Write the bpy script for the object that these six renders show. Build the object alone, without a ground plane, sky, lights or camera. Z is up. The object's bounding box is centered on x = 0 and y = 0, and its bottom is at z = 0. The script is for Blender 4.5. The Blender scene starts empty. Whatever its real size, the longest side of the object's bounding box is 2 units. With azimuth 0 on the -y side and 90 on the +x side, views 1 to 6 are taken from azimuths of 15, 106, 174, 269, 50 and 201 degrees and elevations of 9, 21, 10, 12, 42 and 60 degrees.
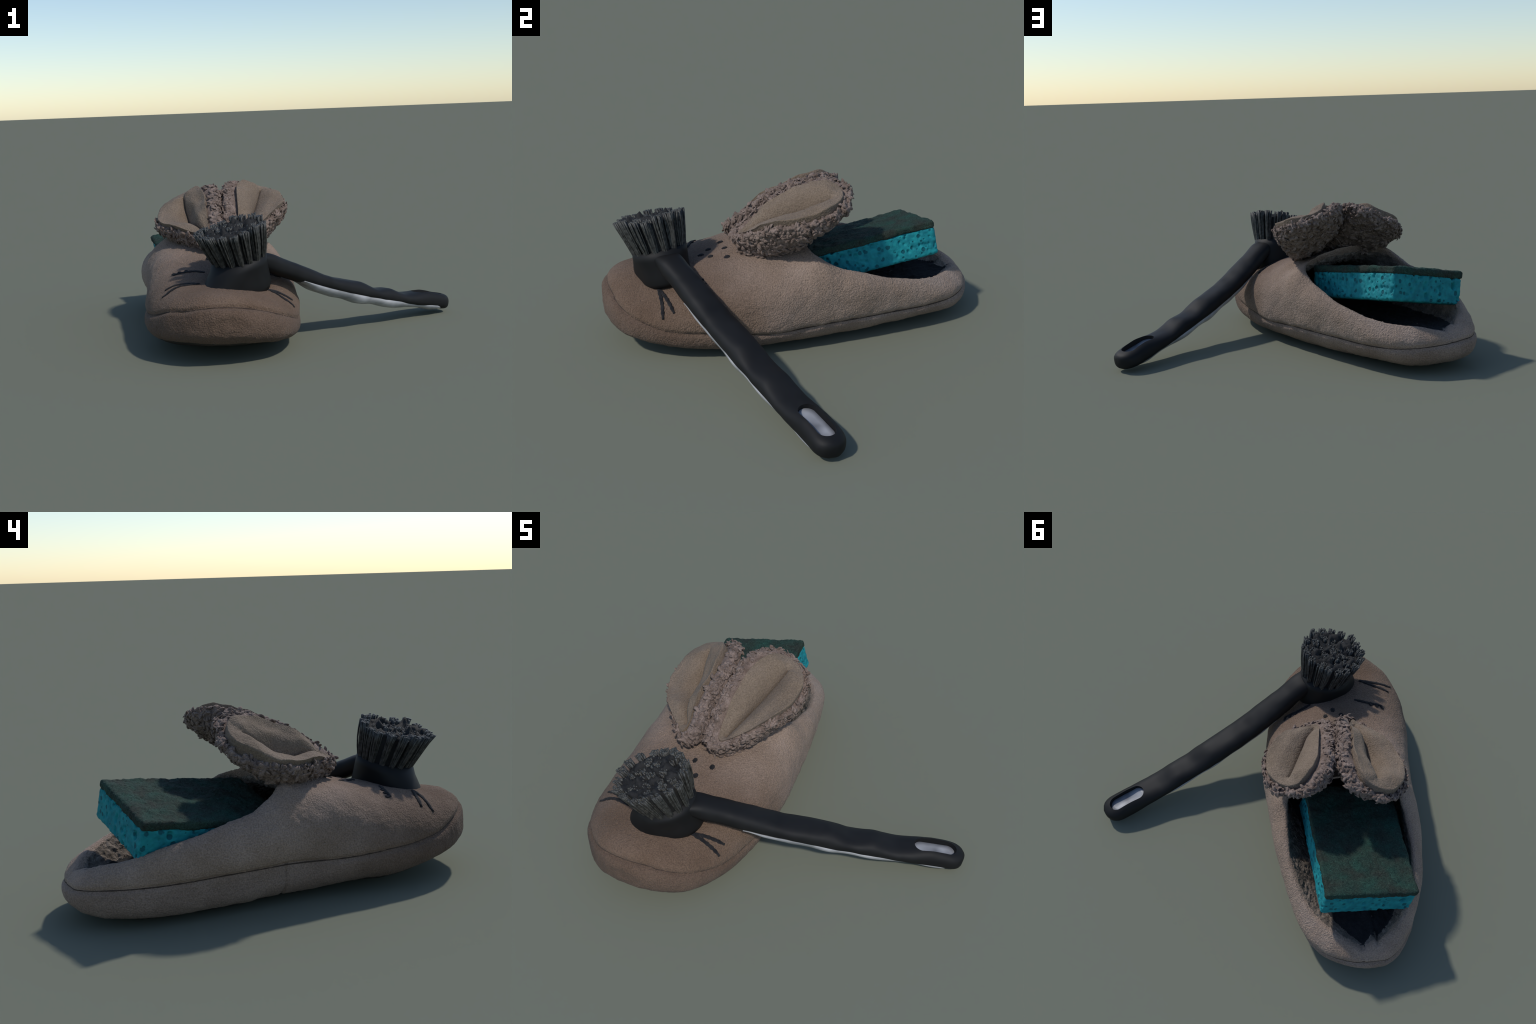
import bpy, math, random
import numpy as np
from mathutils import Vector, noise
from mathutils.bvhtree import BVHTree

random.seed(7)
rng = np.random.default_rng(7)

# ------------------------------------------------------------------ helpers
def spline(kx, ky, x):
    """Cubic hermite through knots (scalar or vector valued)."""
    kx = np.asarray(kx, float); ky = np.asarray(ky, float)
    x = np.asarray(x, float)
    m = np.gradient(ky, kx, axis=0)
    i = np.clip(np.searchsorted(kx, x) - 1, 0, len(kx) - 2)
    h = kx[i + 1] - kx[i]
    t = (np.clip(x, kx[0], kx[-1]) - kx[i]) / h
    if ky.ndim > 1:
        t = t[..., None]; h = h[..., None]
    return ((2*t**3 - 3*t**2 + 1) * ky[i] + (t**3 - 2*t**2 + t) * h * m[i]
            + (-2*t**3 + 3*t**2) * ky[i + 1] + (t**3 - t**2) * h * m[i + 1])


def unit(v):
    v = np.asarray(v, float)
    return v / (np.linalg.norm(v, axis=-1, keepdims=True) + 1e-12)


def smax(a, b, r):
    k = np.maximum(r - np.abs(a - b), 0.0)
    return np.maximum(a, b) + k * k / (4 * r)


def make_empty(name, loc, label, category):
    e = bpy.data.objects.new(name, None)
    e.location = loc
    e["label"] = label
    e["category"] = category
    bpy.context.collection.objects.link(e)
    return e


def make_mesh(name, verts, faces, mat, parent, smooth=True, world_origin=None):
    """Mesh part; vertices are world coordinates, stored relative to the thing's base."""
    me = bpy.data.meshes.new(name)
    o = np.asarray(world_origin if world_origin is not None else (0, 0, 0), float)
    me.from_pydata((np.asarray(verts, float) - o).tolist(), [], [tuple(map(int, f)) for f in faces])
    me.update()
    if smooth:
        me.shade_smooth()
    if mat:
        me.materials.append(mat)
    ob = bpy.data.objects.new(name, me)
    bpy.context.collection.objects.link(ob)
    ob.parent = parent
    return ob


def grid_faces(nu, nv, wrap=True):
    f = []
    for i in range(nu - 1):
        for j in range(nv if wrap else nv - 1):
            k = (j + 1) % nv
            f.append((i*nv + j, i*nv + k, (i+1)*nv + k, (i+1)*nv + j))
    return f


def fbm(p, scale, octaves=3):
    return noise.fractal(Vector(p) * scale, 1.0, 2.0, octaves)


def vnoise(P, scale, seed=0.0, octaves=2):
    off = Vector((seed, seed * 1.7, -seed))
    return np.array([noise.fractal(Vector(p) * scale + off, 1.0, 2.0, octaves) for p in P])


# ---------------------------------------------------------------- materials
def nodes_of(mat):
    mat.use_nodes = True
    nt = mat.node_tree
    return nt, nt.nodes["Principled BSDF"]


def fabric(name, c1, c2, scale=9.0, grain=160.0, bump=0.5, rough=0.95, sheen=0.06, c3=None, bump_dist=0.006, nap=60.0):
    mat = bpy.data.materials.new(name)
    nt, bs = nodes_of(mat)
    N, L = nt.nodes, nt.links
    tc = N.new("ShaderNodeTexCoord")
    n1 = N.new("ShaderNodeTexNoise"); n1.inputs["Scale"].default_value = scale; n1.inputs["Detail"].default_value = 3
    n2 = N.new("ShaderNodeTexNoise"); n2.inputs["Scale"].default_value = grain; n2.inputs["Detail"].default_value = 2
    n3 = N.new("ShaderNodeTexNoise"); n3.inputs["Scale"].default_value = nap; n3.inputs["Detail"].default_value = 3
    for n in (n1, n2, n3):
        L.new(tc.outputs["Object"], n.inputs["Vector"])
    ramp = N.new("ShaderNodeValToRGB")
    ramp.color_ramp.elements[0].position = 0.35; ramp.color_ramp.elements[0].color = (*c1, 1)
    ramp.color_ramp.elements[1].position = 0.65; ramp.color_ramp.elements[1].color = (*c2, 1)
    if c3:
        e = ramp.color_ramp.elements.new(0.8); e.color = (*c3, 1)
    L.new(n1.outputs["Fac"], ramp.inputs["Fac"])
    gr = N.new("ShaderNodeMapRange"); gr.inputs["From Min"].default_value = 0.3; gr.inputs["From Max"].default_value = 0.7
    gr.inputs["To Min"].default_value = 0.76; gr.inputs["To Max"].default_value = 1.24
    L.new(n2.outputs["Fac"], gr.inputs["Value"])
    mul = N.new("ShaderNodeVectorMath"); mul.operation = 'SCALE'
    L.new(ramp.outputs["Color"], mul.inputs[0]); L.new(gr.outputs["Result"], mul.inputs["Scale"])
    L.new(mul.outputs["Vector"], bs.inputs["Base Color"])
    add = N.new("ShaderNodeMath"); add.operation = 'ADD'
    L.new(n2.outputs["Fac"], add.inputs[0]); L.new(n3.outputs["Fac"], add.inputs[1])
    bp = N.new("ShaderNodeBump"); bp.inputs["Strength"].default_value = bump; bp.inputs["Distance"].default_value = bump_dist
    L.new(add.outputs[0], bp.inputs["Height"]); L.new(bp.outputs["Normal"], bs.inputs["Normal"])
    bs.inputs["Roughness"].default_value = rough
    bs.inputs["Specular IOR Level"].default_value = 0.15
    bs.inputs["Sheen Weight"].default_value = sheen
    bs.inputs["Sheen Roughness"].default_value = 0.6
    return mat


def plastic(name, c1, c2, rough=0.5, scale=6.0, spec=0.4, bump=0.0, grain=200.0):
    mat = bpy.data.materials.new(name)
    nt, bs = nodes_of(mat)
    N, L = nt.nodes, nt.links
    tc = N.new("ShaderNodeTexCoord")
    n1 = N.new("ShaderNodeTexNoise"); n1.inputs["Scale"].default_value = scale
    L.new(tc.outputs["Object"], n1.inputs["Vector"])
    ramp = N.new("ShaderNodeValToRGB")
    ramp.color_ramp.elements[0].position = 0.35; ramp.color_ramp.elements[0].color = (*c1, 1)
    ramp.color_ramp.elements[1].position = 0.65; ramp.color_ramp.elements[1].color = (*c2, 1)
    L.new(n1.outputs["Fac"], ramp.inputs["Fac"]); L.new(ramp.outputs["Color"], bs.inputs["Base Color"])
    bs.inputs["Roughness"].default_value = rough
    bs.inputs["Specular IOR Level"].default_value = spec
    if bump:
        n2 = N.new("ShaderNodeTexNoise"); n2.inputs["Scale"].default_value = grain
        L.new(tc.outputs["Object"], n2.inputs["Vector"])
        bp = N.new("ShaderNodeBump"); bp.inputs["Strength"].default_value = bump; bp.inputs["Distance"].default_value = 0.003
        L.new(n2.outputs["Fac"], bp.inputs["Height"]); L.new(bp.outputs["Normal"], bs.inputs["Normal"])
    return mat


def foam_material(name):
    """Cyan cellulose foam with small dark pores."""
    mat = bpy.data.materials.new(name)
    nt, bs = nodes_of(mat)
    N, L = nt.nodes, nt.links
    tc = N.new("ShaderNodeTexCoord")
    n1 = N.new("ShaderNodeTexNoise"); n1.inputs["Scale"].default_value = 28; n1.inputs["Detail"].default_value = 4
    L.new(tc.outputs["Object"], n1.inputs["Vector"])
    ramp = N.new("ShaderNodeValToRGB")
    ramp.color_ramp.elements[0].position = 0.3; ramp.color_ramp.elements[0].color = (0.007, 0.17, 0.205, 1)
    ramp.color_ramp.elements[1].position = 0.7; ramp.color_ramp.elements[1].color = (0.014, 0.29, 0.315, 1)
    L.new(n1.outputs["Fac"], ramp.inputs["Fac"])
    vo = N.new("ShaderNodeTexVoronoi"); vo.inputs["Scale"].default_value = 36; vo.inputs["Randomness"].default_value = 1.0
    L.new(tc.outputs["Object"], vo.inputs["Vector"])
    sep = N.new("ShaderNodeSeparateColor"); L.new(vo.outputs["Color"], sep.inputs["Color"])
    rad = N.new("ShaderNodeMapRange"); rad.inputs["From Min"].default_value = 0.35; rad.inputs["From Max"].default_value = 1.0
    rad.inputs["To Min"].default_value = 0.0; rad.inputs["To Max"].default_value = 0.48
    L.new(sep.outputs["Red"], rad.inputs["Value"])
    sub = N.new("ShaderNodeMath"); sub.operation = 'SUBTRACT'
    L.new(vo.outputs["Distance"], sub.inputs[0]); L.new(rad.outputs["Result"], sub.inputs[1])
    pm = N.new("ShaderNodeMapRange"); pm.inputs["From Min"].default_value = -0.05; pm.inputs["From Max"].default_value = 0.10
    L.new(sub.outputs[0], pm.inputs["Value"])
    mix = N.new("ShaderNodeMix"); mix.data_type = 'RGBA'
    mix.inputs["A"].default_value = (0.004, 0.10, 0.125, 1)
    L.new(pm.outputs["Result"], mix.inputs["Factor"]); L.new(ramp.outputs["Color"], mix.inputs["B"])
    L.new(mix.outputs["Result"], bs.inputs["Base Color"])
    n2 = N.new("ShaderNodeTexNoise"); n2.inputs["Scale"].default_value = 150; n2.inputs["Detail"].default_value = 2
    L.new(tc.outputs["Object"], n2.inputs["Vector"])
    ad = N.new("ShaderNodeMath"); ad.operation = 'MULTIPLY_ADD'; ad.inputs[1].default_value = 0.35
    L.new(n2.outputs["Fac"], ad.inputs[0]); L.new(pm.outputs["Result"], ad.inputs[2])
    bp = N.new("ShaderNodeBump"); bp.inputs["Strength"].default_value = 0.7; bp.inputs["Distance"].default_value = 0.006
    L.new(ad.outputs[0], bp.inputs["Height"]); L.new(bp.outputs["Normal"], bs.inputs["Normal"])
    bs.inputs["Roughness"].default_value = 0.75
    bs.inputs["Specular IOR Level"].default_value = 0.25
    return mat


def pad_material(name):
    """Dark green non-woven scouring fibre."""
    mat = bpy.data.materials.new(name)
    nt, bs = nodes_of(mat)
    N, L = nt.nodes, nt.links
    tc = N.new("ShaderNodeTexCoord")
    n1 = N.new("ShaderNodeTexNoise"); n1.inputs["Scale"].default_value = 9; n1.inputs["Detail"].default_value = 3
    n2 = N.new("ShaderNodeTexNoise"); n2.inputs["Scale"].default_value = 70; n2.inputs["Detail"].default_value = 5
    n2.inputs["Distortion"].default_value = 2.5
    for n in (n1, n2):
        L.new(tc.outputs["Object"], n.inputs["Vector"])
    r1 = N.new("ShaderNodeValToRGB")
    r1.color_ramp.elements[0].position = 0.35; r1.color_ramp.elements[0].color = (0.026, 0.034, 0.027, 1)
    r1.color_ramp.elements[1].position = 0.7; r1.color_ramp.elements[1].color = (0.018, 0.058, 0.044, 1)
    L.new(n1.outputs["Fac"], r1.inputs["Fac"])
    r2 = N.new("ShaderNodeMapRange"); r2.inputs["From Min"].default_value = 0.35; r2.inputs["From Max"].default_value = 0.7
    r2.inputs["To Min"].default_value = 0.6; r2.inputs["To Max"].default_value = 1.7
    L.new(n2.outputs["Fac"], r2.inputs["Value"])
    mul = N.new("ShaderNodeVectorMath"); mul.operation = 'SCALE'
    L.new(r1.outputs["Color"], mul.inputs[0]); L.new(r2.outputs["Result"], mul.inputs["Scale"])
    L.new(mul.outputs["Vector"], bs.inputs["Base Color"])
    bp = N.new("ShaderNodeBump"); bp.inputs["Strength"].default_value = 0.8; bp.inputs["Distance"].default_value = 0.006
    L.new(n2.outputs["Fac"], bp.inputs["Height"]); L.new(bp.outputs["Normal"], bs.inputs["Normal"])
    bs.inputs["Roughness"].default_value = 0.85
    bs.inputs["Specular IOR Level"].default_value = 0.2
    return mat


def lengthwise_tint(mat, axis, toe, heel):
    """Tint by position along the slipper: darker and browner at the toe end, lighter and greyer towards the heel."""
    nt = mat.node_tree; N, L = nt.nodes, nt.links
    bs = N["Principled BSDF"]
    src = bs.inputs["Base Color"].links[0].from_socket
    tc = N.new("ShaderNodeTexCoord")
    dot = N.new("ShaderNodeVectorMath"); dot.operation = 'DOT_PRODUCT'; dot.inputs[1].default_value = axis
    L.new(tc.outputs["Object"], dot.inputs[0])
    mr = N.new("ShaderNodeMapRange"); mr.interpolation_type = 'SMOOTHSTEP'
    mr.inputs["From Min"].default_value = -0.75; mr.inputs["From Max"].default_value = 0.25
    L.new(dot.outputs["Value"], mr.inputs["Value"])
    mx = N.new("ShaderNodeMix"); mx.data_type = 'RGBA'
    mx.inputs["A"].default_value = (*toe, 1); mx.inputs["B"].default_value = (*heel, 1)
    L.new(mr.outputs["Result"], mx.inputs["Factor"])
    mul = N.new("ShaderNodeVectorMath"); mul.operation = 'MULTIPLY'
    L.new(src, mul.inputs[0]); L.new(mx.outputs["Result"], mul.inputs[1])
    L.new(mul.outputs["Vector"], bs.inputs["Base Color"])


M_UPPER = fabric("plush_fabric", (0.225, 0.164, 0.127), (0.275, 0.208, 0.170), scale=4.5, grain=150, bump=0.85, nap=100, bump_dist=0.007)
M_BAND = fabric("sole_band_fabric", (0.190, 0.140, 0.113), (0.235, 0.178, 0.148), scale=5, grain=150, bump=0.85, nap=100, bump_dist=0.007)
M_SOLE = plastic("rubber_sole", (0.030, 0.028, 0.026), (0.045, 0.040, 0.036), rough=0.85, spec=0.2, bump=0.4, grain=90)
M_LINING = fabric("fleece_lining", (0.13, 0.105, 0.086), (0.25, 0.205, 0.172), scale=16, grain=110, bump=0.9, nap=40, bump_dist=0.008)
M_INSOLE = fabric("dark_insole", (0.018, 0.018, 0.020), (0.030, 0.029, 0.030), scale=12, grain=150, bump=0.4, sheen=0.05)
M_CUSHION = fabric("ear_cushion_fabric", (0.178, 0.132, 0.094), (0.215, 0.162, 0.119), scale=6, grain=150, bump=0.75, nap=95, bump_dist=0.006)
M_FUR = fabric("curly_fur", (0.148, 0.106, 0.085), (0.250, 0.188, 0.158), scale=22, grain=150, bump=0.6, nap=70, bump_dist=0.005)
M_THREAD = fabric("black_thread", (0.012, 0.012, 0.014), (0.024, 0.022, 0.023), scale=30, grain=180, bump=0.8, sheen=0.05)
M_SEAM_SHADOW = fabric("painted_seam_shadow", (0.045, 0.031, 0.024), (0.075, 0.054, 0.043), scale=30, grain=180, bump=0.6)
M_BLACK = plastic("black_rubber_handle", (0.007, 0.007, 0.0075), (0.011, 0.011, 0.0115), rough=0.6, spec=0.25)
M_PALE = plastic("pale_grey_plastic", (0.22, 0.225, 0.23), (0.44, 0.44, 0.45), rough=0.4, scale=9)
M_GREYPL = plastic("grey_loop_plastic", (0.17, 0.175, 0.19), (0.42, 0.43, 0.46), rough=0.45, scale=7)
M_BRISTLE = plastic("grey_bristle", (0.022, 0.022, 0.021), (0.075, 0.075, 0.069), rough=0.5, scale=60)
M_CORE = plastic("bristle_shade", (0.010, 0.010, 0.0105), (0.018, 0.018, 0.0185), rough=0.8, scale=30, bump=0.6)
M_FOAM = foam_material("cyan_foam")
M_PAD = pad_material("green_scouring_fibre")

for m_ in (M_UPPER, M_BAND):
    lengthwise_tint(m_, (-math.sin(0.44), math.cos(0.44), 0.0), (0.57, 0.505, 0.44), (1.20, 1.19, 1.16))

# ================================================================== SLIPPER
SO = np.array([-0.429, -0.007, 0.042])        # centre of the sole
YAW, ROLL, LEN = 0.440, 0.073, 2.048
S_AX = np.array([-math.sin(YAW), math.cos(YAW), 0.0])      # toe -> heel
L0 = np.array([math.cos(YAW), math.sin(YAW), 0.0])
N0 = np.array([0, 0, 1.0])
L_AX = math.cos(ROLL) * L0 - math.sin(ROLL) * N0
N_AX = math.cos(ROLL) * N0 + math.sin(ROLL) * L0

LC = -0.018                                               # lateral centre line
KS = [0, .12, .28, .45, .62, .8, 1.]
A_R = [.542, .498, .502, .523, .510, .484, .515]      # half width on the +x side
A_L = [.368, .396, .374, .338, .338, .320, .262]      # half width on the -x side
BOT = [.051, .023, -.035, -.045, -.052, -.045, -.025] # underside of the sole
MID = [.162, .118, .127, .200, .240, .205, .110]      # height of the widest point
TOP = [.521, .402, .416, .478, .475, .390, .275]      # crown of the upper
EXP_R = [1.88, 2.09, 2.78, 2.73, 2.60, 2.30, 2.20]    # roundness of the upper, +x side
EXP_L = [2.80, 2.50, 2.22, 2.42, 1.95, 2.50, 2.50]    # and on the -x side
SEAM_S = [0, .02, .05, .10, .15, .22, .30, .40, .55, .70, .85, 1.0]
SEAM_N = [.285, .272, .235, .200, .168, .150, .140, .125, .135, .136, .130, .130]
RIM_S = [0, .46, .50, .525, .545, .565, .60, .65, .72, .80, .87, .92, .97, 1.05]
RIM_N = [1.6, 1.15, .84, .67, .565, .490, .440, .402, .356, .310, .278, .260, .242, .230]


def cap(s, kt, kh):
    q = 2 * s - 1
    return np.sqrt(np.maximum(0, 1 - np.abs(q) ** np.where(q < 0, kt, kh)))


def to_world(p):
    p = np.asarray(p, float)
    return SO + (p[..., 0:1] - LEN / 2) * S_AX + p[..., 1:2] * L_AX + p[..., 2:3] * N_AX


def to_local(P):
    q = np.asarray(P, float) - SO
    return np.stack([q @ S_AX + LEN / 2, q @ L_AX, q @ N_AX], -1)


def body_field(x, l, n, top):
    """Normalised implicit of the stuffed slipper body (1 = surface)."""
    s = np.clip(x / LEN, 2e-4, 1 - 2e-4)
    c = cap(s, 3.91, 4.0)
    l = l - LC
    a = np.where(l > 0, spline(KS, A_R, s), spline(KS, A_L, s)) * c
    # the band is tucked in under the arch on the -x side
    tuck = spline([0, .35, .55, .68, .82, .95, 1], [0, 0, .036, .036, .016, 0, 0], s) * np.exp(-((n - .105) / .07) ** 2)
    a = np.where(l > 0, a, np.maximum(a - tuck, .01))
    b = spline(KS, BOT, s) + 0.06 * l * np.clip((s - .6) / .25, 0, 1)      # heel is twisted a little
    m = spline(KS, MID, s)
    collar = 0.060 * np.exp(-((s - .553) / .048) ** 2)          # the throat stands up against the ears
    up = (spline(KS, top, s) + collar - m) * cap(s, 3.36, 2.52)
    dn = (m - b) * cap(s, 8, 11)
    k = np.where(n > m, np.where(l > 0, spline(KS, EXP_R, s), spline(KS, EXP_L, s)), 2.7)
    v = np.where(n > m, (n - m) / up, (m - n) / dn)
    f = (np.abs(l / a) ** k + np.abs(v) ** k) ** (1 / k)
    out = np.maximum(-x, x - LEN)
    return np.minimum(np.where(out > 0, 3.0 + out * 10, f), 6.0)


def seam_height(s, l):
    tilt = np.clip((0.25 - s) / 0.12, 0, 1) * np.clip((s - 0.03) / 0.05, 0, 1)
    return spline(SEAM_S, SEAM_N, s) + tilt * np.where(l < LC + .05, 0.016, -0.012)


def surface_nets(D, org, h):
    sx, sy, sz = D.shape
    inside = D < 0
    acc = np.zeros((sx-1, sy-1, sz-1, 3)); cnt = np.zeros((sx-1, sy-1, sz-1))
    idx = np.stack(np.meshgrid(np.arange(sx-1), np.arange(sy-1), np.arange(sz-1), indexing='ij'), -1).astype(float)
    def corner(A, c): return A[c[0]:sx-1+c[0], c[1]:sy-1+c[1], c[2]:sz-1+c[2]]
    for ax in range(3):
        for o1 in (0, 1):
            for o2 in (0, 1):
                c0 = [0, 0, 0]; oth = [i for i in range(3) if i != ax]
                c0[oth[0]] = o1; c0[oth[1]] = o2
                c1 = list(c0); c1[ax] = 1
                d0, d1 = corner(D, c0), corner(D, c1)
                cr = corner(inside, c0) != corner(inside, c1)
                t = np.where(cr, d0 / np.where(cr, d0 - d1, 1), 0)
                p = idx + np.array(c0, float)
                p[..., ax] += t
                acc += np.where(cr[..., None], p, 0); cnt += cr
    act = cnt > 0
    vid = -np.ones(act.shape, int); vid[act] = np.arange(act.sum())
    V = acc[act] / cnt[act][:, None] * h + org
    F = []
    for ax in range(3):
        oth = [i for i in range(3) if i != ax]
        sl0 = [slice(1, -1)] * 3; sl0[ax] = slice(0, -1)
        sl1 = [slice(1, -1)] * 3; sl1[ax] = slice(1, None)
        i0, i1 = inside[tuple(sl0)], inside[tuple(sl1)]
        cr = np.argwhere(i0 != i1)
        flip = i0[tuple(cr.T)]
        base = cr.copy(); base[:, oth[0]] += 1; base[:, oth[1]] += 1
        q = []
        for da, db in ((-1, -1), (0, -1), (0, 0), (-1, 0)):
            c = base.copy(); c[:, oth[0]] += da; c[:, oth[1]] += db
            q.append(vid[tuple(c.T)])
        q = np.stack(q, 1)
        if ax == 1:
            flip = ~flip
        q = np.where(flip[:, None], q, q[:, ::-1])
        F.append(q)
    return V, np.concatenate(F)


def smooth_mesh(V, F, it, lam=0.5):
    e = np.concatenate([F[:, [0, 1]], F[:, [1, 2]], F[:, [2, 3]], F[:, [3, 0]]])
    for _ in range(it):
        acc = np.zeros_like(V); cnt = np.zeros(len(V))
        np.add.at(acc, e[:, 0], V[e[:, 1]]); np.add.at(cnt, e[:, 0], 1)
        np.add.at(acc, e[:, 1], V[e[:, 0]]); np.add.at(cnt, e[:, 1], 1)
        V = V + lam * (acc / cnt[:, None] - V)
    return V


def face_normals(V, F):
    return unit(np.cross(V[F[:, 2]] - V[F[:, 0]], V[F[:, 3]] - V[F[:, 1]]))


def vert_normals(V, F):
    fn = np.cross(V[F[:, 2]] - V[F[:, 0]], V[F[:, 3]] - V[F[:, 1]])
    vn = np.zeros_like(V)
    for k in range(4):
        np.add.at(vn, F[:, k], fn)
    return unit(vn)


H = 0.0085
xs = np.arange(-0.05, LEN + 0.06, H); ls = np.arange(-0.50, 0.62, H); ns = np.arange(-0.085, 0.56, H)
X, Lg, Ng = np.meshgrid(xs, ls, ns, indexing='ij')


def as_distance(f):
    g = np.gradient(f, H)
    return np.clip((f - 1) / np.clip(np.sqrt(g[0]**2 + g[1]**2 + g[2]**2), 1.0, None), -0.3, 0.3)


d_out = as_distance(body_field(X, Lg, Ng, TOP)) - 0.001
TALL = [.521, .402, .416, .475, .75, .85, .85]
sN = X / LEN
sc = np.clip(sN, 0, 1)
floor_n = spline(KS, BOT, sc) + 0.184
rim = spline(RIM_S, RIM_N, sN) + 0.016 * np.clip(-(Lg - LC) / 0.2, 0, 1) * np.clip((sN - .6) / .1, 0, 1) + 0.020 * np.clip((Lg - LC) / .2, 0, 1) * np.clip((sN - .72) / .12, 0, 1)
# the wall is a padded roll: slim at the rim, wide where it meets the foot bed
low = np.clip(1 - (Ng - floor_n) / np.clip(0.85 * (rim - floor_n), .03, .19), 0, 1) * np.where(Lg > LC, 1.0, 0.5)
wall = spline([0, .2, .5, .7, .88, 1.], [.07, .07, .070, .062, .062, .070], sc) + np.where(Lg > LC, 1.0, 0.5) * spline([0, .45, .55, .70, .82, .92, 1], [0, 0, .030, .012, .0, 0, 0], sc) + low * spline([0, .5, .62, .75, .9, 1.], [.02, .03, .08, .13, .12, .09], sc)
cav = as_distance(body_field(X, Lg, Ng, TALL)) + wall
cav = smax(cav, (np.abs(Lg - 0.05) - (0.945 * LEN - X) * 1.05) * 0.7 - (1 - low) * 0.09, 0.03)      # padded walls meet in a V at the heel
cav = smax(cav, floor_n - Ng, 0.03)
slope = np.gradient(rim, H, axis=0)
opening = (rim - Ng) / np.sqrt(1 + slope**2)
solid = smax(smax(d_out, -cav, 0.03), -opening, 0.045)
V, F = surface_nets(solid, np.array([xs[0], ls[0], ns[0]]), H)
V = smooth_mesh(V, F, 3)
if np.einsum('ij,ij->i', np.cross(V[F[:, 2]] - V[F[:, 0]], V[F[:, 3]] - V[F[:, 1]]), V[F].mean(1)).sum() > 0:      # local frame is left-handed
    F = F[:, ::-1].copy()

# classify regions on the smooth body
s_v = np.clip(V[:, 0] / LEN, 0, 1)
f_v = body_field(V[:, 0], V[:, 1], V[:, 2], TOP)
seam_v = seam_height(s_v, V[:, 1])
bot_v = spline(KS, BOT, s_v)
vn = -vert_normals(V, F)


def grid_sample(A, P):
    q = (P - np.array([xs[0], ls[0], ns[0]])) / H
    i = np.clip(np.round(q).astype(int), 0, np.array(A.shape) - 1)
    return A[tuple(i.T)]


do_v = grid_sample(d_out, V)
outer_v = do_v > -0.030
# seam crease round the slipper, upright seam in the band, heel seam
crease = 0.013 * np.exp(-((V[:, 2] - seam_v) / 0.010) ** 2) * outer_v
band_zone = outer_v & (V[:, 2] < seam_v) & (V[:, 1] < 0)
crease += 0.010 * np.exp(-((s_v - 0.555) * LEN / 0.008) ** 2) * band_zone
crease += 0.004 * np.clip((s_v - .80) / .1, 0, 1) * outer_v * np.clip((V[:, 2] - seam_v) / .012, 0, 1)      # upper steps in over the band
crease += 0.006 * np.exp(-((V[:, 1] - 0.06) / 0.008) ** 2) * (s_v > 0.93) * (V[:, 2] > seam_v) 
puff = 0.008 * (np.exp(-((V[:, 2] - seam_v - 0.05) / 0.04) ** 2) + np.exp(-((V[:, 2] - seam_v + 0.05) / 0.04) ** 2)) * outer_v
W = to_world(V)
Wn = vn[:, 0:1] * S_AX + vn[:, 1:2] * L_AX + vn[:, 2:3] * N_AX
lump = vnoise(W, 3.5, 3.0) * 0.010 + vnoise(W, 14, 9.0) * 0.003
nap = vnoise(W, 60, 5.0) * 0.0016
fleece = (np.abs(vnoise(W, 26, 1.0, 3)) * 0.014 - 0.003) * (~outer_v) + vnoise(W, 70, 2.0) * 0.004 * (~outer_v)
# the soft inner edge of the rim wrinkles, fading into smooth plush outside
fade = np.clip((-0.012 - do_v) / 0.03, 0, 1)
disp = (lump + nap) * (1 - 0.5 * fade) - crease + puff * 0.35 + fleece * fade
W = W + Wn * disp[:, None]
W[:, 2] = np.maximum(W[:, 2], 0.002)

slipper = make_empty("bunny_slipper", (float(SO[0]), float(SO[1]), 0.0),
                     "brown plush bunny slipper with furry floppy ears", "slipper")
S_ORG = np.array([SO[0], SO[1], 0.0])

cen = V[F].mean(1)
fn = -face_normals(V, F)
s_f = np.clip(cen[:, 0] / LEN, 0, 1)
do_f = do_v[F].mean(1)
seam_f = seam_height(s_f, cen[:, 1]); bot_f = spline(KS, BOT, s_f)
inside_f = do_f < -0.034
insole_f = inside_f & (fn[:, 2] > 0.85) & (cen[:, 2] < bot_f + 0.208)
sole_f = (~inside_f) & (fn[:, 2] < -0.90) & (cen[:, 2] < seam_f)
band_f = (~inside_f) & (~sole_f) & (cen[:, 2] < seam_f)
upper_f = (~inside_f) & (~sole_f) & (~band_f)
lining_f = inside_f & (~insole_f)

body_n = vert_normals(W, F)
tris = np.concatenate([F[:, [0, 1, 2]], F[:, [0, 2, 3]]])
body_bvh = BVHTree.FromPolygons([tuple(p) for p in W.tolist()], [tuple(map(int, f)) for f in F])


def region(name, mask, mat):
    ff = F[mask]
    used, inv = np.unique(ff, return_inverse=True)
    ob = make_mesh(name, W[used], inv.reshape(ff.shape), mat, slipper, world_origin=S_ORG)
    ob.data.normals_split_custom_set_from_vertices([tuple(x) for x in body_n[used].tolist()])
    return ob


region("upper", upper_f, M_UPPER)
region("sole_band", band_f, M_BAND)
region("rubber_sole", sole_f, M_SOLE)
region("fleece_lining", lining_f, M_LINING)
region("insole", insole_f, M_INSOLE)


def on_body(s, l, lift=0.0):
    """World point on the upper above local (s fraction, l)."""
    o = to_world(np.array([[s * LEN, l, 0.9]]))[0]
    hit, nor, _, _ = body_bvh.ray_cast(Vector(o), Vector(-N_AX))
    return np.array(hit) + np.array(nor) * lift, np.array(nor)


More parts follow.
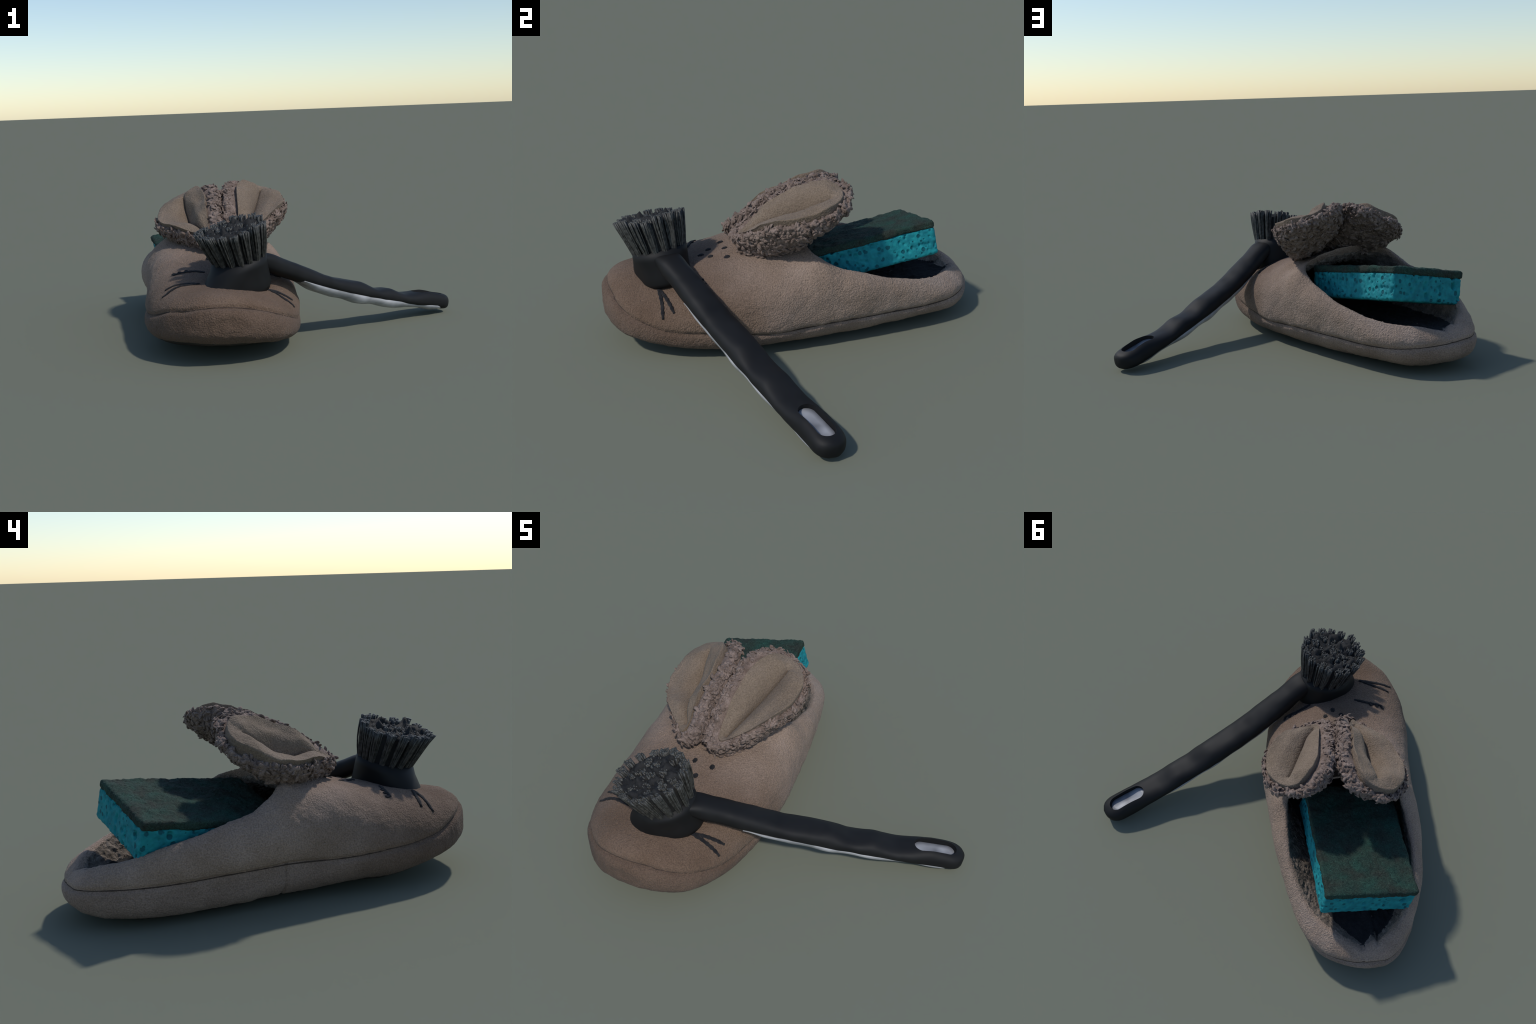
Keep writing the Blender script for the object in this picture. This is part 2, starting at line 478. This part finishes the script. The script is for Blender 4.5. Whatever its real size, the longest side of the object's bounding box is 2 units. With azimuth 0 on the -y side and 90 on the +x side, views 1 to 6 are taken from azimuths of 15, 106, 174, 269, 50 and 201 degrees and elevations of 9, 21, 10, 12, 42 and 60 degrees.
def thread(name, pts, width, height=0.004, ends=0.5):
    """Embroidered stroke that follows the plush."""
    m = 18
    t = np.linspace(0, 1, m)
    P = spline(np.linspace(0, 1, len(pts)), np.array(pts, float), t)
    C, Nn = [], []
    for q in P:
        c, n = on_body(q[0], q[1]); C.append(c); Nn.append(n)
    C = np.array(C); Nn = unit(np.array(Nn))
    D = unit(np.gradient(C, axis=0)); B = unit(np.cross(D, Nn))
    k = 10; vs = []
    for i in range(m):
        w = width * (0.5 + ends * min(1, 4 * t[i] + .3, 4 * (1 - t[i]) + .3)) * (1 + 0.18 * math.sin(i * 2.3))
        for j in range(k):
            a = 2 * math.pi * j / k
            vs.append(C[i] + B[i] * w * 0.5 * math.cos(a) + Nn[i] * (height * math.sin(a) + 0.0015))
    fs = grid_faces(m, k) + [tuple(range(k))[::-1], tuple(range((m-1)*k, m*k))]
    return make_mesh(name, vs, fs, M_THREAD, slipper, world_origin=S_ORG)


for pts in ([(.147, .222), (.165, .305), (.179, .385)], [(.147, .225), (.152, .31), (.150, .384)],
            [(.155, -.128), (.177, -.215), (.192, -.300)], [(.155, -.132), (.165, -.23), (.166, -.320)]):
    thread("whisker", pts, 0.019)
for sg in (1, -1):
    c = 0.055
    def mir(s, l): return (s, l if sg > 0 else 2 * c - l)
    thread("closed_eye", [mir(.233, -.080), mir(.243, -.125), mir(.252, -.18), mir(.258, -.24)], 0.020)
    for s0, l0, s1, l1 in ((.251, -.172, .262, -.178), (.254, -.205, .266, -.213), (.257, -.235, .270, -.246)):
        thread("eyelash", [mir(s0, l0), mir((s0+s1)/2, (l0+l1)/2), mir(s1, l1)], 0.018)
for s, l in ((.268, .058), (.291, .014), (.291, .107), (.331, .162), (.332, .062), (.327, -.038)):
    r0 = 0.020
    c, n = on_body(s, l)
    a = unit(np.cross(n, S_AX)); b = np.cross(n, a)
    vs, fs = [c + n * 0.006], []
    for ring, (rr, hh) in enumerate(((.6, .0055), (1.0, -.003))):
        for j in range(14):
            w = 1 + 0.15 * math.sin(3 * j + s * 90)
            an = 2 * math.pi * j / 14
            vs.append(c + (a * math.cos(an) * 0.8 + b * math.sin(an)) * r0 * rr * w + n * hh)
    for j in range(14):
        k = (j + 1) % 14
        fs += [(0, 1 + j, 1 + k), (1 + j, 15 + j, 15 + k, 1 + k)]
    make_mesh("freckle", vs, fs, M_THREAD, slipper, world_origin=S_ORG)

# crease shadow between band and upper, modelled as a fine dark cord in the groove
pts = []
for a in np.linspace(0, 2 * math.pi, 260, endpoint=False):
    sx = 0.5 - 0.5 * math.copysign(abs(math.cos(a)) ** 0.8, math.cos(a))
    inner_p = np.array([np.clip(sx, .12, .90) * LEN, LC + 0.04, 0.0])
    d = np.array([-math.cos(a) * 0.9, math.sin(a), 0.0])
    outer_p = inner_p + d * 1.2
    hitp = None
    for _ in range(3):
        guess = hitp if hitp is not None else np.array([sx * LEN, LC + 0.3 * math.sin(a), 0])
        z = float(seam_height(np.array([np.clip(guess[0] / LEN, 0, 1)]), np.array([guess[1]]))[0])
        o = to_world(np.array([[outer_p[0], outer_p[1], z]]))[0]; t_ = to_world(np.array([[inner_p[0], inner_p[1], z]]))[0]
        h_, n_, _, _ = body_bvh.ray_cast(Vector(o), Vector(unit(t_ - o)))
        if h_ is None:
            break
        hitp = to_local(np.array([np.array(h_)]))[0]
    if hitp is not None:
        pts.append(np.array(h_) - np.array(n_) * 0.0008)
pts = np.array(pts); m = len(pts)
for _ in range(2):
    pts = 0.5 * pts + 0.25 * (np.roll(pts, 1, 0) + np.roll(pts, -1, 0))
tg = unit(np.roll(pts, -1, 0) - np.roll(pts, 1, 0))
sd = unit(np.cross(tg, N_AX)); upv = np.cross(sd, tg)
vs = [pts[i] + 0.0032 * (sd[i] * math.cos(b) + upv[i] * math.sin(b)) for i in range(m) for b in np.linspace(0, 2 * math.pi, 6, endpoint=False)]
fs = [(i*6 + j, i*6 + (j+1) % 6, ((i+1) % m)*6 + (j+1) % 6, ((i+1) % m)*6 + j) for i in range(m) for j in range(6)]
make_mesh("seam_shadow_cord", vs, fs, M_SEAM_SHADOW, slipper, world_origin=S_ORG)

# --------------------------------------------------------------------- ears
EARS = [   # seam loops (base, outer edge, tip, inner edge), fold line and back of each ear
    dict(loop=[(-.120, -.165, .580), (-.081, -.127, .598), (-.035, -.054, .628), (.010, .034, .668), (.036, .170, .700), (.014, .258, .718),
               (-.026, .332, .732), (-.098, .378, .756), (-.155, .387, .776), (-.214, .357, .800), (-.248, .268, .816),
               (-.246, .162, .796), (-.200, .024, .734), (-.172, -.065, .664), (-.148, -.136, .606)],
         crease=[(-.118, -.120, .585), (-.115, -.010, .628), (-.120, .090, .670), (-.125, .200, .718), (-.136, .318, .772)],
         back=[(-.115, -.120, .480), (-.105, -.020, .490), (-.105, .090, .535), (-.115, .200, .605), (-.130, .295, .680)],
         inner_dir=(-1, -.35, 0), puff=(.050, .052)),
    dict(loop=[(-.300, -.262, .570), (-.345, -.250, .585), (-.420, -.222, .594), (-.500, -.180, .604), (-.570, -.135, .612), (-.642, -.068, .620), (-.685, .010, .630),
               (-.692, .105, .660), (-.648, .202, .708), (-.555, .228, .758), (-.490, .206, .790), (-.440, .134, .790),
               (-.393, .048, .768), (-.357, -.068, .718), (-.325, -.160, .658), (-.300, -.225, .604)],
         crease=[(-.325, -.215, .590), (-.400, -.140, .615), (-.470, -.030, .600), (-.530, .070, .668), (-.570, .148, .752)],
         back=[(-.330, -.205, .490), (-.425, -.110, .500), (-.515, -.015, .535), (-.570, .080, .590), (-.595, .145, .645)],
         inner_dir=(1, .35, 0), puff=(.052, .052)),
]


def build_ear(E, seed):
    nphi = 120
    loop = np.array(E['loop'], float); nl = len(loop)
    kl = np.arange(-3, nl + 4)
    C = spline(kl, loop[kl % nl], np.linspace(0, nl, nphi, endpoint=False))
    cr_k = np.array(E['crease']); bk_k = np.array(E['back'])
    base, end = cr_k[0], cr_k[-1]
    ax = end - base; al = np.linalg.norm(ax); ax = ax / al
    tau = np.clip((C - base) @ ax / al, 0, 1)
    kk5 = np.linspace(0, 1, 5)
    CR, BK = spline(kk5, cr_k, tau), spline(kk5, bk_k, tau)
    _, _, vt = np.linalg.svd(C - C.mean(0))
    Nn = vt[2] if vt[2][2] > 0 else -vt[2]
    O = C - CR; O = unit(O - (O @ Nn)[:, None] * Nn)
    for _ in range(6):
        O = unit(np.roll(O, 1, 0) + O + np.roll(O, -1, 0))
    reach = np.linalg.norm(C - CR, axis=1)
    fl = np.clip(reach / 0.10, 0.25, 1)
    inner = np.clip(O @ unit(np.array(E['inner_dir'], float)), 0, 1) ** 1.5
    puff = E['puff'][0] * (1 - inner) + E['puff'][1] * inner
    # cushion: padded roll rising from the seam and diving into the fold
    nw = 30; verts = []
    for a, w in enumerate(np.linspace(0, 1, nw)):
        rise = (1 - abs(2 * w ** 0.64 - 1) ** 2.3) ** 0.5
        over = 0.026 * math.sin(math.pi * min(1, w * 2.0)) 
        verts.append(C * (1 - w) + CR * w + Nn * (puff * rise * fl)[:, None] + O * (over * fl)[:, None])
    verts = np.concatenate(verts)
    ring0 = verts[:nphi].copy(); ring1 = verts[-nphi:].copy()
    verts = smooth_mesh(verts, np.array(grid_faces(nw, nphi)), 5); verts[:nphi] = ring0; verts[-nphi:] = ring1
    pin = np.repeat(np.clip((nw - 1 - np.arange(nw)) / 4, 0, 1), nphi)
    verts = verts + Nn * pin[:, None] * (vnoise(verts, 13, seed) * 0.008 + vnoise(verts, 55, seed) * 0.0015)[:, None]
    ear = make_mesh("ear", verts, grid_faces(nw, nphi), M_CUSHION, slipper, world_origin=S_ORG)
    # furry back, wider where the two ears lean on each other
    front = np.clip(-(O @ ax), 0, 1) ** 2
    ov = 0.016 + 0.060 * inner + 0.012 * front
    nb = 26; sh = []
    R0 = C + O * ov[:, None] - BK
    hN = R0 @ Nn; R = R0 - hN[:, None] * Nn
    sh.append(C + Nn * 0.004); sh.append(C + O * (ov * 0.5)[:, None] + Nn * (0.002 + 0.014 * inner)[:, None])
    for a in np.linspace(0, math.pi / 2, nb):
        c, s_ = math.cos(a) ** (0.80 - 0.50 * inner), math.sin(a) ** 1.0     # inner sides stand up against each other
        sh.append(BK + R * c[:, None] + Nn * (hN * (1 - s_))[:, None])
    sh = np.concatenate(sh); rows = nb + 2
    Fq = np.array(grid_faces(rows, nphi))
    ns_ = vert_normals(sh, Fq)
    if np.einsum('ij,ij->i', ns_, sh - np.tile((C + BK) / 2, (rows, 1))).sum() < 0:
        Fq = Fq[:, ::-1]; ns_ = -ns_
    amp = np.repeat(np.concatenate([[0, .6], np.ones(nb)]), nphi)
    sh2 = sh + ns_ * ((np.abs(vnoise(sh, 22, seed + 4, 3)) * 0.030 + vnoise(sh, 55, seed + 8) * 0.007) * amp)[:, None]
    make_mesh("ear_fur_backing", sh2, Fq, M_FUR, ear, world_origin=S_ORG)
    # curly locks: flattened curling cones all over the shell, denser on the rim
    fa = np.linalg.norm(np.cross(sh2[Fq[:, 2]] - sh2[Fq[:, 0]], sh2[Fq[:, 3]] - sh2[Fq[:, 1]]), axis=1) / 2
    row = np.repeat(np.arange(rows - 1), nphi)
    wgt = fa * np.where(row < 8, 2.2, 1.0) * (row > 0)
    pick = rng.choice(len(Fq), 2000, p=wgt / wgt.sum())
    vs, ff = [], []
    for f in pick:
        q = Fq[f]; r = rng.random(4); r /= r.sum()
        o = (sh2[q] * r[:, None]).sum(0); n = unit(ns_[q].sum(0))
        rand = rng.normal(size=3); tdir = unit(rand - n * (rand @ n))
        bn = np.cross(n, tdir)
        ln = rng.uniform(.020, .042); wd = rng.uniform(.005, .012); curl = rng.uniform(.9, 2.2); wav = rng.uniform(-1, 1)
        seg, kk = 5, 5
        p = o - n * 0.008; b0 = len(vs)
        for a in range(seg + 1):
            t = a / seg
            ang = 0.35 + curl * t
            dirv = unit(n * math.cos(ang) + tdir * math.sin(ang) + bn * wav * math.sin(4 * t))
            if a: p = p + dirv * ln / seg
            rr = wd * (1.1 - 0.55 * t ** 2) * (1.0 if a < seg else 0.5)
            sidev = unit(np.cross(dirv, bn))
            for c in range(kk):
                an = 2 * math.pi * c / kk
                vs.append(p + bn * rr * math.cos(an) * 1.2 + sidev * rr * 0.55 * math.sin(an))
        for a in range(seg):
            for c in range(kk):
                d = (c + 1) % kk
                ff.append((b0 + a*kk + c, b0 + a*kk + d, b0 + (a+1)*kk + d, b0 + (a+1)*kk + c))
        ff.append(tuple(b0 + seg*kk + c for c in range(kk)))
    locks = make_mesh("fur_locks", vs, ff, M_FUR, ear, world_origin=S_ORG)
    locks["kind"] = "stuff"


for i, E in enumerate(EARS):
    build_ear(E, 11.0 + 7 * i)

# ============================================================== DISH BRUSH
B_ORG = np.array([0.955, 0.50, 0.0])
brush = make_empty("dish_brush", tuple(B_ORG), "black dish brush with grey bristles and long handle", "brush")
HA, HB, HC = np.array([.136, -.414, .434]), np.array([.461, .012, .182]), np.array([.972, .554, .050])


def handle_frames(t):
    t = np.asarray(t)[:, None]
    P = (1-t)**2 * HA + 2*t*(1-t) * HB + t*t * HC
    D = unit(2*(1-t)*(HB-HA) + 2*t*(HC-HB))
    Wv = unit(np.cross(D, [0, 0, 1.0])); Nv = np.cross(Wv, D)
    return P, D, Wv, Nv


def supe(v, k):
    return math.copysign(abs(v) ** (2 / k), v)


def handle_part():
    n, k = 150, 48
    t = np.linspace(-0.17, 1.0, n)
    P, D, Wv, Nv = handle_frames(t)
    hw = spline([-.17, -.1, 0, .33, .66, .9, 1], [.06, .07, .072, .082, .080, .082, .080], t)
    up = spline([-.17, -.1, 0, .33, .5, .58, .66, .74, .80, .86, 1], [.0, .045, .055, .050, .056, .040, .053, .037, .047, .062, .054], t)
    dn = spline([-.1, 0, .33, .66, 1], [.050, .042, .030, .030, .044], t)
    endr = np.sqrt(np.clip(1 - np.clip((t - .94) / .062, 0, 1) ** 2.8, 0, 1))
    hw = hw * np.clip(endr, .05, 1); 
    upe = up * np.clip(endr, .1, 1) ** .4
    dne = dn * np.clip(endr, .1, 1) ** .4
    vs = []
    for i in range(n):
        for j in range(k):
            a = 2 * math.pi * j / k
            c, s = supe(math.cos(a), 2.7), supe(math.sin(a), 2.5)
            q = P[i] + Wv[i] * hw[i] * c + Nv[i] * (upe[i] if s > 0 else dne[i]) * s
            vs.append(q)
    vs = np.array(vs)
    ctr = np.repeat(P, k, 0)
    vs = vs + unit(vs - ctr) * (vnoise(vs, 9, 2.0) * 0.004)[:, None]
    fs = grid_faces(n, k) + [tuple(range(k))[::-1], tuple(range((n-1)*k, n*k))]
    ob = make_mesh("handle", vs, fs, M_BLACK, brush, world_origin=B_ORG)
    # hanging hole cut in the end
    c0, _, w0, n0 = handle_frames([0.815]); c1, _, w1, n1 = handle_frames([0.965])
    cut_v, cut_f = [], []
    m = 40
    c0, c1, w0, n0 = c0[0], c1[0], w0[0], n0[0]
    ax = unit(c1 - c0); r = 0.043
    for z, rr in ((0.016, .9), (0.03, 1.0), (0.2, 1.25)):
        for j in range(m):
            a = 2 * math.pi * j / m
            base = c1 if math.cos(a) > 0 else c0
            inset = -ax * r if math.cos(a) > 0 else ax * r
            cut_v.append(base + inset + ax * r * rr * math.cos(a) + w0 * r * rr * math.sin(a) + n0 * z)
    cut_f = grid_faces(3, m) + [tuple(range(m))[::-1], tuple(range(2*m, 3*m))]
    cut = make_mesh("hole_cutter", cut_v, cut_f, None, brush, world_origin=B_ORG)
    import bmesh
    for o_ in (ob, cut):
        bm = bmesh.new(); bm.from_mesh(o_.data); bmesh.ops.recalc_face_normals(bm, faces=bm.faces); bm.to_mesh(o_.data); bm.free()
    md = ob.modifiers.new("hole", 'BOOLEAN'); md.object = cut; md.operation = 'DIFFERENCE'; md.solver = 'EXACT'
    dg = bpy.context.evaluated_depsgraph_get()
    me = bpy.data.meshes.new_from_object(ob.evaluated_get(dg))
    ob.modifiers.clear(); old = ob.data; ob.data = me; me.name = "handle"
    bpy.data.meshes.remove(old)
    bpy.data.objects.remove(cut, do_unlink=True)
    me.set_sharp_from_angle(angle=math.radians(50))
    # pale floor seen in the hole
    vs = []
    for z, rr in ((0.016, 1.0), (0.030, .96), (0.022, .5)):
        for j in range(m):
            a = 2 * math.pi * j / m
            base = c1 if math.cos(a) > 0 else c0
            inset = -ax * r if math.cos(a) > 0 else ax * r
            vs.append(base + inset + ax * r * rr * math.cos(a) + w0 * r * rr * math.sin(a) + n0 * z)
    make_mesh("loop_insert", vs, grid_faces(3, m) + [tuple(range(2*m, 3*m))], M_GREYPL, ob, world_origin=B_ORG)
    # pale plastic underside
    t = np.linspace(0.13, 0.99, 90)
    P, D, Wv, Nv = handle_frames(t)
    vs = []
    k = 20
    for i in range(90):
        nz = noise.noise(Vector((t[i] * 9, 1.3, 4.0)))
        depth = spline([.12, .2, .3, .6, .85, 1], [.012, .030, .042, .040, .032, .020], t[i:i+1])[0] + nz * 0.020
        hwv = (.074 + nz * 0.008) * math.sqrt(max(0.02, 1 - max(0, (t[i] - .92) / .066) ** 2))
        off = -spline([-.1, 0, .33, .66, 1], [.050, .042, .030, .026, .030], t[i:i+1])[0] + 0.012
        for j in range(k):
            a = math.pi + 2 * math.pi * j / k
            vs.append(P[i] + Wv[i] * hwv * supe(math.cos(a), 3.0) + Nv[i] * (off + depth * (min(0, supe(math.sin(a), 2.2)))))
    vs = np.array(vs); vs[:, 2] = np.maximum(vs[:, 2], 0.0005)
    make_mesh("handle_underside", vs, grid_faces(90, k) + [tuple(range(k))[::-1], tuple(range(89*k, 90*k))], M_PALE, ob, world_origin=B_ORG)


handle_part()

# head: round socket with a scraper nose opposite the handle
BC, BR = np.array([-.030, -.585, .515]), 0.138
TC, TR = np.array([-.057, -.641, .684]), 0.186
B_AX = unit(np.array([-.10, -.215, 1.0]))
HN = unit(np.array([-.64, -.76, 0.0])); HN = unit(HN - B_AX * (HN @ B_AX))    # towards nose
HL = np.cross(B_AX, HN)
hv = []
levels = [(0.012, 0), (0.014, .5), (0.0, 1.0), (-0.04, 1.0), (-0.085, 1.0), (-0.125, 1.0), (-0.165, 1.0), (-.19, .93), (-.195, 0)]
kh = 56
for z, f in levels:
    tz = min(1, max(0, (-z - 0.01) / 0.10))
    for j in range(kh):
        a = 2 * math.pi * j / kh
        ca, sa = math.cos(a), math.sin(a)
        rx = BR * 1.06 * ca; ry = BR * 1.06 * sa
        nose_x = 0.248 * supe(ca, 5.0) if ca > 0 else 0.15 * ca
        nose_y = (0.130 - 0.055 * max(0, ca)) * supe(sa, 2.6 if ca > 0 else 2.0)
        e = tz ** 1.1
        x = rx * (1 - e) + nose_x * e; y = ry * (1 - e) + nose_y * e
        drop = z
        hv.append(BC + HN * x * f + HL * y * f + B_AX * drop)
make_mesh("brush_head", hv, grid_faces(len(levels), kh), M_BLACK, brush, world_origin=B_ORG)

# bristle tufts: rings of bundles, flaring towards the top
def ring_frame(c, ax):
    a = unit(np.cross(ax, [1.0, 0, 0])); return a, np.cross(ax, a)
ba, bb = ring_frame(BC, B_AX)
TAX = unit(np.array([-.151, -.193, 1.0])); ta, tb = ring_frame(TC, TAX)
for ringi, (cnt, fr) in enumerate(((1, 0.0), (6, .33), (11, .64), (17, .94))):
    for j in range(cnt):
        a0 = 2 * math.pi * (j + 0.5 * (ringi % 2)) / cnt + rng.normal() * 0.03
        hgt = 1.0 + rng.normal() * 0.03 - (0.05 if ringi < 3 else 0)
        vs, fs = [], []
        nb_ = 24
        for q in range(nb_):
            rr = math.sqrt(rng.random()) ; an = rng.random() * 2 * math.pi
            dx, dy = rr * math.cos(an), rr * math.sin(an)
            p0 = BC + (ba * math.cos(a0) + bb * math.sin(a0)) * BR * fr + (ba * dx + bb * dy) * 0.012 - B_AX * 0.01
            rad = TR * fr * (0.97 + 0.02 * rng.normal())
            p1 = TC + (ta * math.cos(a0) + tb * math.sin(a0)) * rad + (ta * dx + tb * dy) * 0.023
            p1 = p0 + (p1 - p0) * (hgt + rng.normal() * 0.008)
            bend = rng.normal(size=3) * 0.003
            w = rng.uniform(.0036, .0056)
            b0 = len(vs)
            for sgm in range(5):
                t = sgm / 4
                p = p0 * (1 - t) + p1 * t + bend * math.sin(math.pi * t)
                for c in range(5):
                    an2 = 2 * math.pi * c / 5 + q
                    vs.append(p + (ba * math.cos(an2) + bb * math.sin(an2)) * w)
            for sgm in range(4):
                for c in range(5):
                    d = (c + 1) % 5
                    fs.append((b0 + sgm*5 + c, b0 + sgm*5 + d, b0 + (sgm+1)*5 + d, b0 + (sgm+1)*5 + c))
            fs.append(tuple(b0 + 20 + c for c in range(5)))
        make_mesh("bristle_tuft", vs, fs, M_BRISTLE, brush, world_origin=B_ORG)
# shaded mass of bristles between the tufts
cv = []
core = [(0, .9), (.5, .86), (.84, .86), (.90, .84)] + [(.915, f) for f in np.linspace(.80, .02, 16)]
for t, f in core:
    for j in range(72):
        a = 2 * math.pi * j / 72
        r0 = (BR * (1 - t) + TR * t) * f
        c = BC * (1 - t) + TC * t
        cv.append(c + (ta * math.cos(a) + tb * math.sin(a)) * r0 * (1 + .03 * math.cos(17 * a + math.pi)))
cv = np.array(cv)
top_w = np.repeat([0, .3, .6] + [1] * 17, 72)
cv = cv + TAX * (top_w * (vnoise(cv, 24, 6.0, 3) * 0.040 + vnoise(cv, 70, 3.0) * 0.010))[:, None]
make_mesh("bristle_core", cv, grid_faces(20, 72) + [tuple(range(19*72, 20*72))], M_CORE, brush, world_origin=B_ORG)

# ================================================================== SPONGE
Q_A = np.array([-.524, .796, .570])                 # rear +x top corner
Q_W = np.array([-.417, -.220, -.094])               # across
Q_D = unit(np.array([.504, -.855, -.122])); Q_D = unit(Q_D - unit(Q_W) * (Q_D @ unit(Q_W)))
Q_T = -unit(np.cross(Q_W, Q_D)); Q_T = Q_T if Q_T[2] < 0 else -Q_T
SW, SLN, STH, PAD = 0.504, 0.72, 0.188, 0.042
QW = unit(Q_W)
K_ORG = Q_A + QW * SW / 2 + Q_D * SLN / 2 + Q_T * STH
sponge = make_empty("cleaning_sponge", tuple(K_ORG), "cyan cleaning sponge with dark green scouring top", "sponge")


def block(name, z0, z1, mat, step, rad, rough_amp, pores, grow=0.0):
    """Rounded, dense box between depths z0..z1 below the top face."""
    nx, ny, nz = int(SW / step), int(SLN / step), max(4, int((z1 - z0) / step))
    pts, idx, faces = [], {}, []
    def vid(i, j, k):
        key = (i, j, k)
        if key not in idx:
            idx[key] = len(pts); pts.append(key)
        return idx[key]
    for i in range(nx):
        for j in range(ny):
            faces.append((vid(i, j, 0), vid(i+1, j, 0), vid(i+1, j+1, 0), vid(i, j+1, 0)))
            faces.append((vid(i, j, nz), vid(i, j+1, nz), vid(i+1, j+1, nz), vid(i+1, j, nz)))
    for i in range(nx):
        for k in range(nz):
            faces.append((vid(i, 0, k), vid(i, 0, k+1), vid(i+1, 0, k+1), vid(i+1, 0, k)))
            faces.append((vid(i, ny, k), vid(i+1, ny, k), vid(i+1, ny, k+1), vid(i, ny, k+1)))
    for j in range(ny):
        for k in range(nz):
            faces.append((vid(0, j, k), vid(0, j+1, k), vid(0, j+1, k+1), vid(0, j, k+1)))
            faces.append((vid(nx, j, k), vid(nx, j, k+1), vid(nx, j+1, k+1), vid(nx, j+1, k)))
    p = np.array(pts, float) / np.array([nx, ny, nz])
    lo = np.array([-grow, -grow, z0]); hi = np.array([SW + grow, SLN + grow, z1])
    c = lo + p * (hi - lo)
    inner = np.clip(c, lo + rad, hi - rad)
    d = c - inner
    ln = np.linalg.norm(d, axis=1, keepdims=True)
    c = np.where(ln > 1e-9, inner + d / np.maximum(ln, 1e-9) * np.minimum(rad, np.maximum(ln, 1e-9) if False else rad), c)
    nrm = np.where(ln > 1e-9, d / np.maximum(ln, 1e-9), 0)
    w = Q_A + c[:, 0:1] * QW + c[:, 1:2] * Q_D + c[:, 2:3] * Q_T
    nw = nrm[:, 0:1] * QW + nrm[:, 1:2] * Q_D + nrm[:, 2:3] * Q_T
    disp = vnoise(w, 11, 3.0) * rough_amp + vnoise(w, 60, 5.0, 3) * rough_amp * 0.6
    if pores:
        # open cells: dents with random centres, sizes and stretch
        side = np.where(ln[:, 0] > 1e-9)[0]
        ctr = rng.choice(side, pores, replace=False)
        for q in ctr:
            r = rng.uniform(.004, .009) if rng.random() < .85 else rng.uniform(.009, .015)
            dv = w - w[q]
            dd = np.sqrt((dv @ QW)**2 + (dv @ Q_D)**2 + ((dv @ Q_T) * 0.72)**2) / r
            disp = disp - np.where(dd < 1.2, np.exp(-(dd * 1.1) ** 4) * min(r * 1.1, .014), 0)
    w = w + nw * disp[:, None]
    return make_mesh(name, w, [f[::-1] for f in faces], mat, sponge, world_origin=K_ORG)


block("foam_body", PAD * 0.85, STH, M_FOAM, 0.0052, 0.016, 0.004, 560)
block("scouring_pad", 0.0, PAD, M_PAD, 0.0065, 0.013, 0.007, 0, grow=0.003)

# consistent outward normals
import bmesh
for ob in bpy.data.objects:
    if ob.type == 'MESH' and ob.parent is not slipper:
        bm = bmesh.new(); bm.from_mesh(ob.data)
        bmesh.ops.recalc_face_normals(bm, faces=bm.faces)
        bm.to_mesh(ob.data); bm.free()
